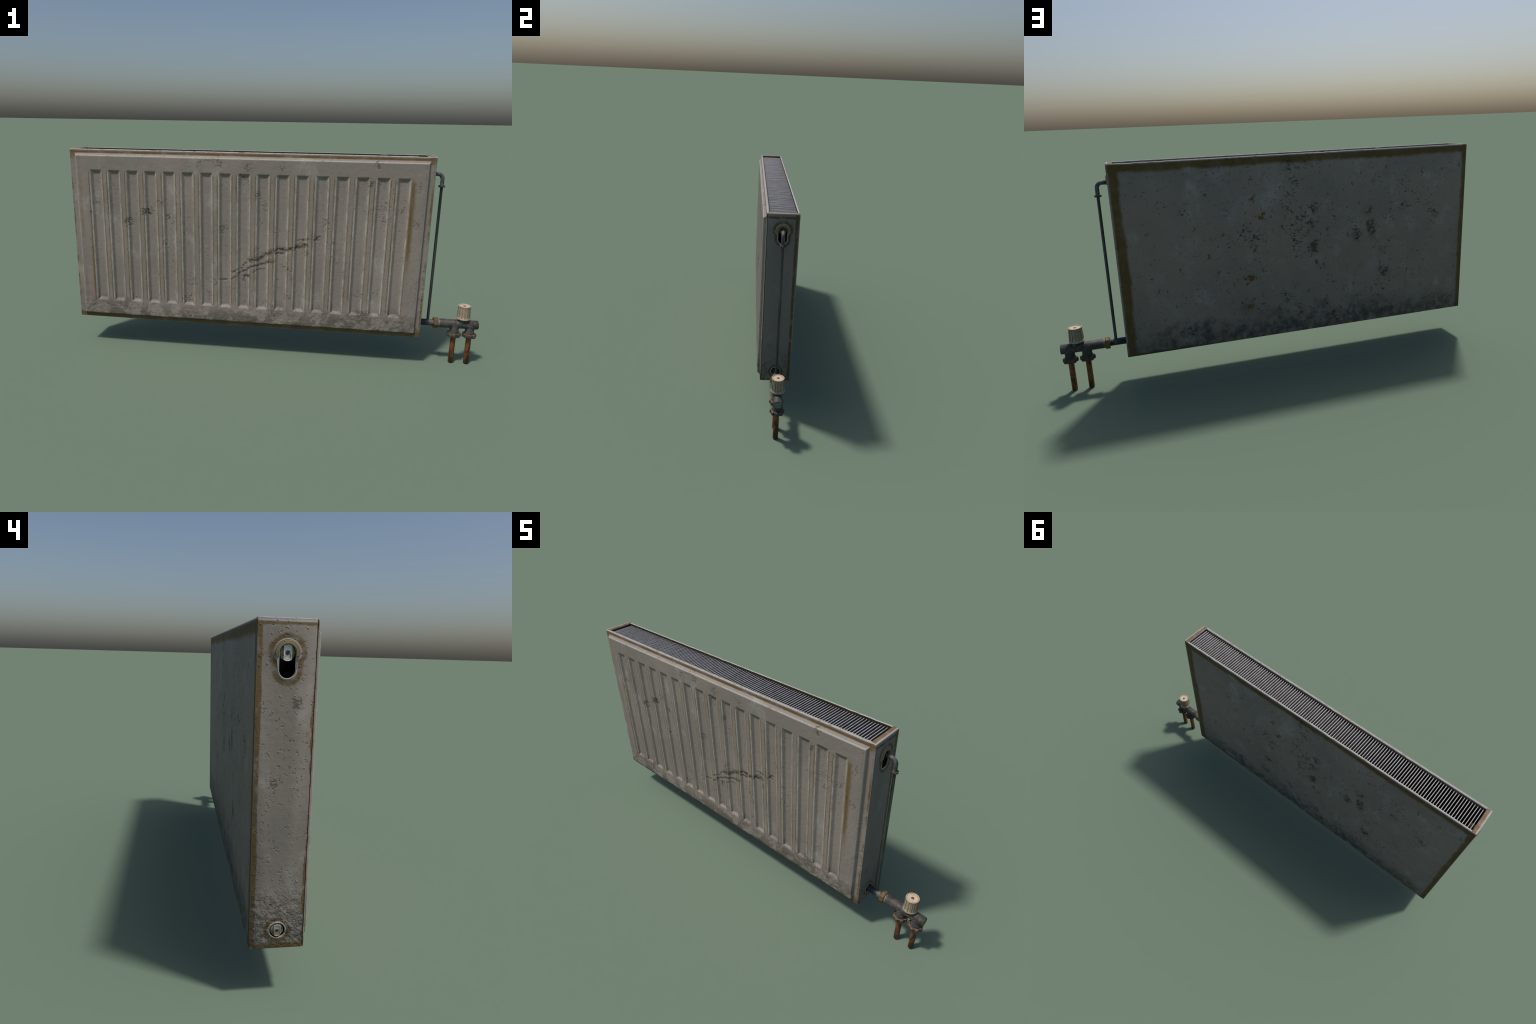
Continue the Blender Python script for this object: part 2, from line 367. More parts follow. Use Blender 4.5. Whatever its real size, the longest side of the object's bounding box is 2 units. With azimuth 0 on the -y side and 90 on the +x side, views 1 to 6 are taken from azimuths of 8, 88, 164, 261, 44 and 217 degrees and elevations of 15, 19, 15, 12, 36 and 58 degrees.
def make_side(left):
    g = G("weathered_left_enamel" if left else "weathered_right_enamel")
    x, y, z = g.x, g.y, g.z
    nx, ny, nz = g.normal_xyz()
    upface = g.step(nz, 0.55, 0.8)
    col = paint_ground(g)
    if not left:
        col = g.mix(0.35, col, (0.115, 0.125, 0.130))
    n_b = g.noise(38, 5, 0.62)
    n_s = g.noise(1.0, 4, 0.55, g.scaled(1, 3.0, 4.5, (0, 2, 6 if left else 1)))
    w = g.add(g.mul(g.sub(n_b, 0.5), 0.010), g.mul(g.sub(n_s, 0.5), 0.018))
    dback, dfront = g.sub(YB, y), g.sub(y, YF)
    dtop, dbot = g.sub(Z1, z), g.sub(z, Z0)
    if left:
        back = g.mul(g.step(g.add(dback, g.mul(w, 0.5)), 0.0150, 0.0115), g.step(dback, 0.0012, 0.0022))
        front = g.step(g.add(dfront, g.mul(w, 1.9)), 0.0085, 0.0050)
        low = g.step(g.add(dbot, w), 0.020, 0.012)
        topr = g.mul(g.step(g.add(dtop, g.mul(w, 0.7)), 0.019, 0.015), g.step(dtop, 0.0085, 0.0105))
    else:
        back = g.mul(g.step(g.add(dback, g.mul(w, 0.6)), 0.0215, 0.0155), g.step(dback, 0.0045, 0.0075))
        front = g.mul(g.step(g.add(dfront, w), 0.004, 0.002), 0.3)
        low = g.mul(g.step(g.add(dbot, w), 0.014, 0.008), 0.8)
        topr = g.mul(g.step(g.add(dtop, g.mul(w, 0.7)), 0.026, 0.020), g.step(dtop, 0.0130, 0.0165))
    edge_rust = g.mx(g.mx(back, front), g.mx(low, topr))
    # halos round the two holes
    yy = g.sub(y, HOLE_Y)
    zc = g.sub(z, g.mx(g.mn(z, HOLE_Z), SLOT_Z))
    dcap = g.m("SQRT", g.m("MULTIPLY_ADD", yy, yy, g.mul(zc, zc)))
    up = g.step(z, 0.898, 0.912)
    dcap = g.sub(dcap, g.mul(up, 0.0085))
    zl = g.sub(z, LOW_Z)
    dlow = g.m("SQRT", g.m("MULTIPLY_ADD", yy, yy, g.mul(zl, zl)))
    h1 = g.mul(g.step(g.add(dcap, w), 0.042 if left else 0.041, 0.034 if left else 0.033), g.step(dcap, 0.0245, 0.0265))
    h2 = g.mul(g.step(g.add(dlow, w), 0.040, 0.032), g.step(dlow, 0.0248, 0.0268))
    halo = g.mx(h1, h2)
    ring = g.mx(g.step(dcap, 0.0262, 0.0242), g.step(dlow, 0.0265, 0.0245))
    rust = g.mul(g.mx(edge_rust, halo), g.inv(upface))
    # blisters and grime
    zones = g.spots(y, z, [(0.045, 0.895, 0.032, 0.95) , (-0.030, 0.905, 0.035, 0.9), (-0.020, 0.800, 0.030, 1.2), (-0.045, 0.930, 0.02, 0.8), (0.030, 0.600, 0.03, 0.8), (0.040, 0.460, 0.02, 0.7), (-0.020, 0.560, 0.02, 0.7), (0.010, 0.265, 0.05, 0.8), (0.040, 0.230, 0.04, 1.0), (0.040, 0.175, 0.04, 0.9)]) if left else \
        g.spots(y, z, [(-0.025, 0.335, 0.040, 1.05), (0.045, 0.950, 0.025, 0.8), (0.050, 0.890, 0.030, 0.8), (0.045, 0.280, 0.030, 0.8)])
    lvl = chip_field(g, zones, 0.16, 112.0 if left else 120.0)
    lvl = g.add(lvl, g.mul(zones, 0.04))
    chip = g.step(lvl, 0.715, 0.785)
    crust = g.mul(g.step(g.add(z, g.mul(g.sub(g.noise(9, 3), 0.5), 0.20)), 0.36, 0.20), g.step(g.noise(52, 5, 0.6), 0.52, 0.40))
    bead = g.mul(g.step(dtop, 0.0105 if left else 0.0075, 0.0075 if left else 0.004), g.inv(upface))
    # the folded strip on top
    inner = g.sub(x, XL) if left else g.sub(XR, x)
    strip = g.prod(upface, g.step(g.add(inner, g.mul(g.sub(n_b, 0.5), 0.006)), 0.0068, 0.0090), g.step(dback, 0.0010, 0.0030))
    n_strip = g.step(g.noise(26, 5, 0.6, g.scaled(0.35, 1, 1)), 0.44, 0.62)
    col = g.mix(g.mul(crust, 0.52), col, (0.060, 0.062, 0.052))
    rust = g.mul(rust, g.step(g.noise(30, 5, 0.65, g.scaled(1, 1, 1, (8, 8, 2))), 0.30, 0.52))
    col = g.mix(g.mul(rust, 0.88), col, (0.112, 0.066, 0.018) if left else (0.085, 0.052, 0.012))
    col = g.mix(g.mul(ring, 0.70), col, (0.33, 0.33, 0.325))
    col = g.mix(g.mul(bead, 0.70), col, (0.36, 0.36, 0.355))
    col = g.mix(g.mul(upface, 0.7), col, (0.36, 0.335, 0.325))
    col = g.mix(g.mul(strip, 0.95), col, g.mix(g.mul(n_strip, 0.6), (0.140, 0.090, 0.032), (0.22, 0.17, 0.125)))
    col = g.mix(g.mul(chip, 0.60), col, (0.045, 0.046, 0.036))
    h = g.mul(g.step(lvl, 0.67, 0.78), -1.0)
    h = g.sub(h, g.mul(g.step(g.noise(85, 3, 0.55, g.scaled(1, 1, 1, (1, 6, 3))), 0.62, 0.72), 0.6))
    h = g.add(h, g.mul(g.step(g.noise(115, 1, 0.4, g.scaled(1, 1, 1, (3, 3, 3))), 0.68, 0.80), 0.8))
    h = g.add(h, g.mul(g.mul(g.step(z, 0.36, 0.22), g.noise(46, 4, 0.58)), 4.5))
    h = g.add(h, g.mul(g.noise(60, 4), 0.35))
    return g.done(col, 0.62, 0.0, g.bump(h, 0.0036 if left else 0.0026, 0.9 if left else 0.5), 0.25)


def make_inside():
    g = G("shade_darkened_inside")
    col = g.mix(g.noise(12, 4), (0.006, 0.006, 0.006), (0.016, 0.013, 0.009))  # near-black base keeps the unlit casing interior dark
    return g.done(col, 0.9, 0.0, None, 0.05)


def make_slat():
    g = G("grille_enamel")
    r = g.rand()
    n = g.noise(1.0, 4, 0.6, g.vec(g.mul(r, 40.0), g.mul(g.y, 26.0), 0.0))
    col = g.mix(g.step(n, 0.42, 0.68), (0.36, 0.36, 0.37), (0.30, 0.265, 0.235))
    stain = g.step(g.noise(1.0, 3, 0.6, g.vec(g.mul(r, 91.0), g.mul(g.y, 50.0), 3.0)), 0.64, 0.74)
    col = g.mix(g.mul(stain, 0.6), col, (0.16, 0.11, 0.07))
    deep = g.step(g.z, 0.9872, 0.9835)  # shade between slats baked in: sides darken below the top edge
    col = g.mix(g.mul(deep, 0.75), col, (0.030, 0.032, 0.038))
    return g.done(col, 0.55, 0.0, None, 0.3)


def metal(name, dark, light, rust=None, rust_amt=0.0, scale=45, metallic=0.25, rough=0.62, bumpd=0.0012):
    g = G(name)
    n = g.noise(scale, 6, 0.65)
    col = g.mix(g.step(n, 0.40, 0.66), dark, light)
    if rust is not None:
        col = g.mix(g.mul(g.step(g.noise(scale * 0.7, 5, 0.6, g.scaled(1, 1, 1, (6, 2, 4))), 0.44, 0.60), rust_amt), col, rust)
    return g, col, g.bump(g.noise(scale * 5, 4, 0.6), bumpd, 0.5), n


def make_metals():
    M = {}
    g, c, nb, n = metal("galvanised_pipe", (0.040, 0.036, 0.032), (0.090, 0.085, 0.080), (0.050, 0.038, 0.026), 0.5, 70)
    collar = g.band(g.x, 0.806, 0.8175, 0.003)
    c = g.mix(g.mul(collar, 0.5), c, (0.20, 0.20, 0.20))
    patch = g.step(g.noise(22, 4, 0.6), 0.54, 0.70)
    c = g.mix(g.mul(patch, 0.5), c, (0.16, 0.16, 0.16))
    M["pipe"] = g.done(c, 0.6, 0.2, nb, 0.35)
    g, c, nb, n = metal("blackened_pipe", (0.018, 0.020, 0.026), (0.040, 0.042, 0.048))
    patch = g.mul(g.step(g.x, 0.750, 0.772), g.step(g.noise(38, 4), 0.42, 0.60))
    c = g.mix(g.mul(patch, 0.7), c, (0.13, 0.125, 0.12))
    M["dark"] = g.done(c, 0.55, 0.2, nb, 0.35)
    g, c, nb, n = metal("dull_elbow_metal", (0.060, 0.062, 0.066), (0.150, 0.150, 0.152))
    c = g.mix(g.mul(g.step(g.x, 0.738, 0.726), 0.7), c, (0.03, 0.034, 0.045))
    M["elbow"] = g.done(c, 0.55, 0.25, nb, 0.35)
    g = G("streaked_rod_metal")
    n = g.noise(1.0, 4, 0.6, g.scaled(260, 260, 5))
    c = g.mix(g.step(n, 0.42, 0.6), (0.030, 0.036, 0.038), (0.105, 0.110, 0.105))
    c = g.mix(g.mul(g.step(g.noise(1.0, 4, 0.6, g.scaled(200, 200, 4, (5, 5, 5))), 0.60, 0.70), 0.6), c, (0.08, 0.05, 0.03))
    M["rod"] = g.done(c, 0.5, 0.25, None, 0.35)
    g, c, nb, n = metal("corroded_nut_brass", (0.150, 0.092, 0.034), (0.180, 0.115, 0.045), (0.055, 0.040, 0.022), 0.45, 60)
    M["nut"] = g.done(c, 0.6, 0.2, nb, 0.3)
    g, c, nb, n = metal("rusty_flange_metal", (0.075, 0.048, 0.030), (0.13, 0.10, 0.075), (0.05, 0.05, 0.05), 0.7, 90)
    M["flange"] = g.done(c, 0.65, 0.15, nb, 0.3)
    g, c, nb, n = metal("grimy_tee_metal", (0.034, 0.037, 0.037), (0.085, 0.090, 0.088))
    M["tee"] = g.done(c, 0.62, 0.15, nb, 0.3)
    g, c, nb, n = metal("rusted_ring_metal", (0.045, 0.045, 0.042), (0.105, 0.105, 0.10), (0.075, 0.045, 0.025), 0.6, 70)
    nx, ny, nz = g.normal_xyz()
    c = g.mix(g.mul(g.step(nz, 0.5, 0.9), g.step(g.noise(55, 3), 0.30, 0.55)), c, (0.165, 0.090, 0.030))
    M["ring"] = g.done(c, 0.62, 0.2, nb, 0.3)
    g = G("tarnished_copper")
    n = g.noise(55, 6, 0.68, g.scaled(1, 1, 0.5))
    c = g.mix(g.step(g.noise(90, 4), 0.4, 0.65), (0.235, 0.086, 0.028), (0.165, 0.062, 0.026))
    lo = g.step(g.z, 0.115, 0.0)
    blot = g.step(g.add(n, g.mul(lo, 0.11)), 0.52, 0.64)
    c = g.mix(g.mul(blot, 0.85), c, (0.022, 0.018, 0.010))
    M["copper"] = g.done(c, 0.5, 0.25, g.bump(n, 0.002, 0.4), 0.35)
    g = G("bright_copper")
    M["copper_in"] = g.done(g.mix(g.noise(60, 3), (0.85, 0.33, 0.15), (0.65, 0.22, 0.09)), 0.45, 0.0, None, 0.4)  # base colour lightened so the stub looks sunlit under the slats
    g = G("aged_cream_plastic")
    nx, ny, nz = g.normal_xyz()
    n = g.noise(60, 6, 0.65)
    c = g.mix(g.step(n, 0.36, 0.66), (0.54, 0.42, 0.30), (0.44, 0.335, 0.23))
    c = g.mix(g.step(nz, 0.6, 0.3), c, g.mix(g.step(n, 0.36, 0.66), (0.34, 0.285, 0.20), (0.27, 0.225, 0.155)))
    # dark lines along the grooves of the barrel (radius below the ribs)
    dx, dy = g.sub(g.x, KNOB_X), g.sub(g.y, PIPE_Y)
    ang = g.m("ARCTAN2", dy, dx)
    fr = g.m("FRACT", g.m("DIVIDE", g.add(ang, PI), 2 * PI / KNOB_N))
    da = g.m("ABSOLUTE", g.sub(fr, 0.5))                 # 0.5 at a rib, 0 mid panel
    side = g.step(nz, 0.6, 0.3)
    groove = g.prod(g.band(da, 0.345, 0.435, 0.030), side, g.band(g.z, 0.2365, 0.2925, 0.002))
    rr = g.m("SQRT", g.m("MULTIPLY_ADD", dx, dx, g.mul(dy, dy)))
    moat = g.mul(g.band(rr, 0.0226, 0.0246, 0.0009), g.step(nz, 0.2, 0.5))
    c = g.mix(g.mul(groove, 0.90), c, (0.070, 0.055, 0.030))
    c = g.mix(g.mul(moat, 0.75), c, (0.12, 0.085, 0.055))
    panel = g.prod(g.step(da, 0.34, 0.22), side, g.step(n, 0.35, 0.7))
    c = g.mix(g.mul(panel, 0.4), c, (0.20, 0.175, 0.125))
    rib = g.prod(g.step(da, 0.455, 0.475), side)
    c = g.mix(g.mul(rib, 0.6), c, (0.50, 0.42, 0.30))
    M["knob"] = g.done(c, 0.5, 0.0, g.bump(g.noise(220, 4), 0.0008, 0.5), 0.35)
    g = G("dark_screw_metal")
    M["screw"] = g.done(g.mix(g.noise(200, 3), (0.07, 0.06, 0.06), (0.12, 0.11, 0.11)), 0.45, 0.5)
    g = G("pale_weld_seam")
    M["seam"] = g.done(g.mix(g.step(g.noise(90, 4), 0.4, 0.6), (0.19, 0.17, 0.15), (0.09, 0.08, 0.07)), 0.6, 0.1)
    g = G("verdigris_cap_metal")
    c = g.mix(g.step(g.noise(70, 4), 0.4, 0.62), (0.155, 0.205, 0.170), (0.085, 0.115, 0.100))
    M["cap"] = g.done(c, 0.6, 0.1)
    g = G("yellowed_rubber")
    nr = g.sub(g.z, HOLE_Z)
    c = g.mix(g.noise(60, 4), (0.27, 0.215, 0.125), (0.20, 0.16, 0.09))
    M["seal"] = g.done(c, 0.6)
    g = G("bare_plug_metal")
    c = g.mix(g.step(g.noise(60, 5, 0.65), 0.42, 0.62), (0.40, 0.37, 0.30), (0.22, 0.185, 0.125))
    M["plug"] = g.done(c, 0.5, 0.2)
    g = G("zinc_bracket_metal")
    c = g.mix(g.step(g.noise(120, 5, 0.65), 0.48, 0.66), (0.62, 0.62, 0.60), (0.32, 0.28, 0.21))
    M["bracket"] = g.done(c, 0.5, 0.15)
    return M


# --------------------------------------------------------------------------
# mesh helpers
# --------------------------------------------------------------------------
KNOB_X, KNOB_N = 0.9285, 12


def new_object(name, verts, faces, mats, parent, smooth=None, face_mats=None):
    me = bpy.data.meshes.new(name)
    me.from_pydata([tuple(map(float, v)) for v in verts], [], [tuple(map(int, f)) for f in faces])
    for mt in (mats if isinstance(mats, (list, tuple)) else [mats]):
        me.materials.append(mt)
    bm = bmesh.new()
    bm.from_mesh(me)
    bmesh.ops.recalc_face_normals(bm, faces=bm.faces)
    bm.to_mesh(me)
    bm.free()
    if face_mats is not None:
        me.polygons.foreach_set("material_index", face_mats)
    ob = bpy.data.objects.new(name, me)
    bpy.context.scene.collection.objects.link(ob)
    if smooth is not None:
        me.shade_smooth()
        me.set_sharp_from_angle(angle=math.radians(smooth))
    ob.parent = parent
    return ob


class Mesh:
    """collects pieces of one part."""
    def __init__(self):
        self.v, self.f, self.k = [], [], []

    def piece(self, verts, faces, k=0):
        o = len(self.v)
        self.v += [tuple(v) for v in verts]
        self.f += [tuple(i + o for i in f) for f in faces]
        self.k += [k] * len(faces)
        return self

    def build(self, name, mats, parent, smooth=35):
        return new_object(name, self.v, self.f, mats, parent, smooth, self.k)


def box(x0, x1, y0, y1, z0, z1, r=0.0, seg=3):
    bm = bmesh.new()
    bmesh.ops.create_cube(bm, size=1.0)
    for v in bm.verts:
        v.co = Vector(((x0 + x1) / 2 + v.co.x * (x1 - x0), (y0 + y1) / 2 + v.co.y * (y1 - y0), (z0 + z1) / 2 + v.co.z * (z1 - z0)))
    if r:
        bmesh.ops.bevel(bm, geom=bm.edges[:], offset=r, segments=seg, affect="EDGES", profile=0.5)
    bm.verts.index_update()
    out = [v.co.copy() for v in bm.verts], [[v.index for v in f.verts] for f in bm.faces]
    bm.free()
    return out


def lathe(profile, axis="z", at=(0, 0, 0), n=48, radial=None, closed=True):
    """profile: (radius, height) pairs; radial(theta, r, h) may reshape the radius."""
    V, F = [], []
    for (r, h) in profile:
        for i in range(n):
            a = 2 * PI * i / n
            q = radial(a, r, h) if radial else r
            p = (q * math.cos(a), q * math.sin(a), h)
            if axis == "x":
                p = (p[2], p[0], p[1])
            V.append((p[0] + at[0], p[1] + at[1], p[2] + at[2]))
    m = len(profile)
    for j in range(m - 1):
        for i in range(n):
            a, b = j * n + i, j * n + (i + 1) % n
            F.append((a, b, b + n, a + n))
    if closed:
        F.append(tuple(range(n))[::-1])
        F.append(tuple((m - 1) * n + i for i in range(n)))
    return V, F


def sweep(path, radius, n=10, closed=False, flat=1.0, up=None):
    """round tube along a list of points."""
    V, F = [], []
    pts = [Vector(p) for p in path]
    m = len(pts)
    ref = Vector(up) if up else None
    for j, p in enumerate(pts):
        a = pts[(j - 1) % m] if (closed or j > 0) else p
        b = pts[(j + 1) % m] if (closed or j < m - 1) else p
        t = (b - a).normalized()
        if ref is None:
            ref = Vector((0, 1, 0)) if abs(t.y) < 0.9 else Vector((1, 0, 0))
        s = t.cross(ref).normalized()
        q = s.cross(t).normalized()
        for i in range(n):
            w = 2 * PI * i / n
            V.append(p + s * (radius * math.cos(w)) + q * (radius * flat * math.sin(w)))
    for j in range(m if closed else m - 1):
        for i in range(n):
            a, b = j * n + i, j * n + (i + 1) % n
            c, d = ((j + 1) % m) * n + (i + 1) % n, ((j + 1) % m) * n + i
            F.append((a, b, c, d))
    if not closed:
        F.append(tuple(range(n))[::-1])
        F.append(tuple((m - 1) * n + i for i in range(n)))
    return V, F


def worn_bar(x0, x1, y0, y1, z0, z1, r, seed, n=260):
    """long bar with a rounded, nicked top edge, running along x."""
    sec = [(y0, z0)]
    sec += [(y0 + r - r * math.cos(a), z1 - r + r * math.sin(a)) for a in np.linspace(0, PI / 2, 5)]
    sec += [(y1 - r + r * math.sin(a), z1 - r + r * math.cos(a)) for a in np.linspace(0, PI / 2, 5)]
    sec += [(y1, z0)]
    xs = np.linspace(x0, x1, n)
    zero = np.zeros(n)
    wave = (fbm(xs, zero, seed, 5.0, 2) - 0.5) * 0.0006
    nick = sstep(fbm(xs, zero + 3.0, seed + 3, 26.0, 3), 0.66, 0.80) * 0.0016
    V, F, m = [], [], len(sec)
    for i, x in enumerate(xs):
        for (y, z) in sec:
            k = (z - z0) / (z1 - z0)
            V.append((x, y + wave[i] * k, z - (nick[i] + abs(wave[i])) * k * k))
    for i in range(n - 1):
        for j in range(m):
            a, b = i * m + j, i * m + (j + 1) % m
            F.append((a, b, b + m, a + m))
    F += [tuple(range(m))[::-1], tuple((n - 1) * m + j for j in range(m))]
    return V, F


def lattice(seed, n=64):
    return np.random.RandomState(seed).rand(n, n)


def vnoise(a, b, seed, scale):
    """smooth value noise on arrays a, b."""
    T = lattice(seed)
    a, b = a * scale + 300.0, b * scale + 300.0
    i, j = np.floor(a).astype(int), np.floor(b).astype(int)
    u, v = a - i, b - j
    u, v = u * u * (3 - 2 * u), v * v * (3 - 2 * v)
    i0, i1, j0, j1 = i % 64, (i + 1) % 64, j % 64, (j + 1) % 64
    return (T[i0, j0] * (1 - u) + T[i1, j0] * u) * (1 - v) + (T[i0, j1] * (1 - u) + T[i1, j1] * u) * v


def fbm(a, b, seed, scale, oct=4):
    s, amp, tot = 0, 1.0, 0
    for k in range(oct):
        s = s + amp * vnoise(a + 1.7 * k, b - 2.3 * k, seed + k, scale * 2 ** k)
        tot += amp
        amp *= 0.55
    return s / tot


def sstep(v, a, b):
    t = np.clip((v - a) / (b - a), 0, 1)
    return t * t * (3 - 2 * t)


def seg_dist(a, b, pts):
    d = np.full(a.shape, 9.0)
    for p, q in zip(pts, pts[1:]):
        dx, dz = q[0] - p[0], q[1] - p[1]
        h = np.clip(((a - p[0]) * dx + (b - p[1]) * dz) / (dx * dx + dz * dz), 0, 1)
        d = np.minimum(d, np.hypot(a - p[0] - h * dx, b - p[1] - h * dz))
    return d


def refine(marks, lo, hi, coarse):
    """sorted coordinates: every mark kept, gaps filled at the coarse pitch."""
    s = sorted({round(m, 5) for m in marks if lo <= m <= hi} | {lo, hi})
    keep = [s[0]]
    for v in s[1:]:
        if v - keep[-1] > 0.00035:
            keep.append(v)
    keep[-1] = hi
    out = []
    for a, b in zip(keep, keep[1:]):
        k = max(1, int(math.ceil((b - a) / coarse - 1e-6)))
        out += [a + (b - a) * i / k for i in range(k)]
    return np.array(out + [hi])


# --------------------------------------------------------------------------
# object
# --------------------------------------------------------------------------
root = bpy.data.objects.new("panel_radiator", None)
bpy.context.scene.collection.objects.link(root)
root["label"] = "old rusty cream flat panel wall radiator with valve and copper pipes"
root["category"] = "radiator"

M = make_metals()
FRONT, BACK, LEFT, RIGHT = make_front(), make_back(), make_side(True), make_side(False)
INSIDE, SLAT = make_inside(), make_slat()


def front_panel():
    rim = 0.0030                                      # rounding of the sheet edge
    x0, x1, z0, z1 = XL + 0.0004, XR - 0.0004, Z0 + 0.0003, Z1 - 0.0016
    mx, mz = [], []
    for k in np.linspace(0, 1, 5):
        mx += [x0 + rim * k, x1 - rim * k]
        mz += [z0 + rim * k, z1 - rim * k]
    for k in np.linspace(-0.12, 1.12, 8):
        mx += [FX0 - FB * k, FX1 + FB * k]
        mz += [FZ0 - FB * k, FZ1 + FB * k]
    WS, WE = 0.0118, 0.0130                           # widths of the flute walls
    for i in range(N_FLUTE):
        a = FL_X0 + i * FL_PITCH
        for k in np.linspace(-0.15, 1.15, 8):
            mx += [a + WS * k, a + FL_W - WS * k]
    for k in np.linspace(-0.12, 1.12, 8):
        mz += [FL_Z0 + WE * k, FL_Z1 - WE * k]
    xs, zs = refine(mx, x0, x1, 0.0036), refine(mz, z0, z1, 0.0034)
    X, Z = np.meshgrid(xs, zs, indexing="ij")

    def ramp(d, w, soft):
        """straight slope of width w with rounded ends, d from its foot."""
        t = d / w
        s = soft
        f = np.clip(t, 0, 1)
        g = np.where(t < s, np.where(t > -s, (t + s) ** 2 / (4 * s), 0), np.where(t > 1 - s, np.where(t < 1 + s, 1 - (1 + s - t) ** 2 / (4 * s), 1), f))
        return g
    d_face = np.minimum(np.minimum(X - (FX0 - FB), (FX1 + FB) - X), np.minimum(Z - (FZ0 - FB), (FZ1 + FB) - Z))
    h = FACE * ramp(d_face, FB, 0.10)
    cell = np.clip(np.floor((X - FL_X0 + (FL_PITCH - FL_W) / 2) / FL_PITCH), 0, N_FLUTE - 1)
    lx = X - (FL_X0 + cell * FL_PITCH)
    inx = ramp(np.minimum(lx, FL_W - lx), WS, 0.15)
    inz = ramp(np.minimum(Z - FL_Z0, FL_Z1 - Z), WE, 0.12)
    h -= FL_DEPTH * np.minimum(inx, inz)
    # rolled outer edge
    d_edge = np.minimum(np.minimum(X - x0, x1 - X), np.minimum(Z - z0, z1 - Z))
    t = np.clip(1 - d_edge / rim, 0, 1)
    h -= 0.0018 * (1 - np.sqrt(np.clip(1 - t * t, 0, 1)))
    # a slight rounded ridge just outside each flute
    # wear: long gouge, flaked zones, crust at the foot, faint waviness
    wear = (fbm(X, Z, 11, 6.0, 3) - 0.5) * 0.0010
    face = sstep(h, 0.004, 0.006)
    lumps = fbm(X, Z, 21, 55.0, 3)
    crust = sstep(0.285 + (fbm(X, Z, 5, 8, 2) - 0.5) * 0.10 - Z, 0.0, 0.08)
    wear += face * crust * (lumps - 0.5) * 0.0036
    fine = fbm(X, Z, 31, 110.0, 2)
    for (cx, cz, r, w) in FRONT_CHIPS:
        z_ = np.clip(1 - np.hypot(X - cx, Z - cz) / r, 0, 1) * w
        wear -= face * 0.0007 * sstep(fine + 0.15 * z_, 0.68, 0.80) * sstep(z_, 0, 0.3)
    gd = np.zeros_like(X)
    shred = fbm((X + 0.6 * Z) * 0.4, Z - 0.55 * X, 41, 80.0, 3)
    for pts, w in STROKES:
        gd = np.maximum(gd, np.clip(1 - seg_dist(X, Z, pts) / (1.8 * w), 0, 1))
    wear -= face * 0.0016 * sstep(gd * 0.46 + shred, 0.84, 0.95) * sstep(gd, 0, 0.3)
    # notches along the right flange, as if pried
    fl = sstep(X, FX1 + FB + 0.001, FX1 + FB + 0.006)
    wear += fl * sstep(Z, 0.25, 0.32) * sstep(0.50 - Z, 0, 0.06) * (fbm(X * 0.6, Z, 51, 60, 2) - 0.5) * 0.004
    h = h + wear
    Y = np.maximum(YF - h, YF - FACE)
    # corners of the sheet are clipped round
    V = np.stack([X, Y, Z], -1).reshape(-1, 3)
    nx, nz = len(xs), len(zs)
    idx = np.arange(nx * nz).reshape(nx, nz)
    F = np.stack([idx[:-1, :-1], idx[1:, :-1], idx[1:, 1:], idx[:-1, 1:]], -1).reshape(-1, 4)
    rimloop = np.concatenate([idx[:, 0], idx[-1, 1:], idx[:-1, -1][::-1], idx[0, 1:-1][::-1]])
    V2 = V[rimloop].copy()
    V2[:, 1] = YF + 0.0032
    n0 = len(V)
    L = len(rimloop)
    V = np.concatenate([V, V2])
    R2 = n0 + np.arange(L)
    side = np.stack([rimloop, np.roll(rimloop, -1), np.roll(R2, -1), R2], -1)
    P = Mesh()
    P.v = [tuple(v) for v in V.tolist()]
    P.f = [tuple(f) for f in F.tolist()] + [tuple(f) for f in side.tolist()] + [tuple(R2.tolist())[::-1]]
    P.k = [0] * (len(P.f) - 1) + [1]
    # folded lip along the top, between the end strips, and the inner sheet
    P.piece(*worn_bar(XL + CAP, XR - CAP, YF + 0.0008, -0.0552, 0.972, Z1 - 0.0004, 0.0032, 61), 0)
    P.piece(*box(XL + 0.004, XR - 0.004, YF + 0.0036, -0.0575, Z0 + 0.003, 0.976), 1)
    return P.build("front_panel", [FRONT, INSIDE], root, 50)


def back_panel():
    P = Mesh()
    P.piece(*box(XL + 0.0006, XR - 0.0006, YB - 0.0040, YB, Z0 + 0.0004, Z1 - 0.0030, 0.0016, 3), 0)
    P.piece(*worn_bar(XL + CAP, XR - CAP, YB - 0.0096, YB - 0.0006, 0.970, Z1 - 0.0004, 0.0034, 71), 0)
    P.piece(*box(XL + 0.004, XR - 0.004, YB - 0.0085, YB - 0.0044, Z0 + 0.003, 0.974), 1)
    return P.build("back_panel", [BACK, INSIDE], root, 40)


def capsule_outline(r, zlo, zhi, n=20):
    pts = [(HOLE_Y + r * math.cos(a), zhi + r * math.sin(a)) for a in np.linspace(0, PI, n)]
    pts += [(HOLE_Y + r * math.cos(a), zlo + r * math.sin(a)) for a in np.linspace(PI, 2 * PI, n)]
    return pts


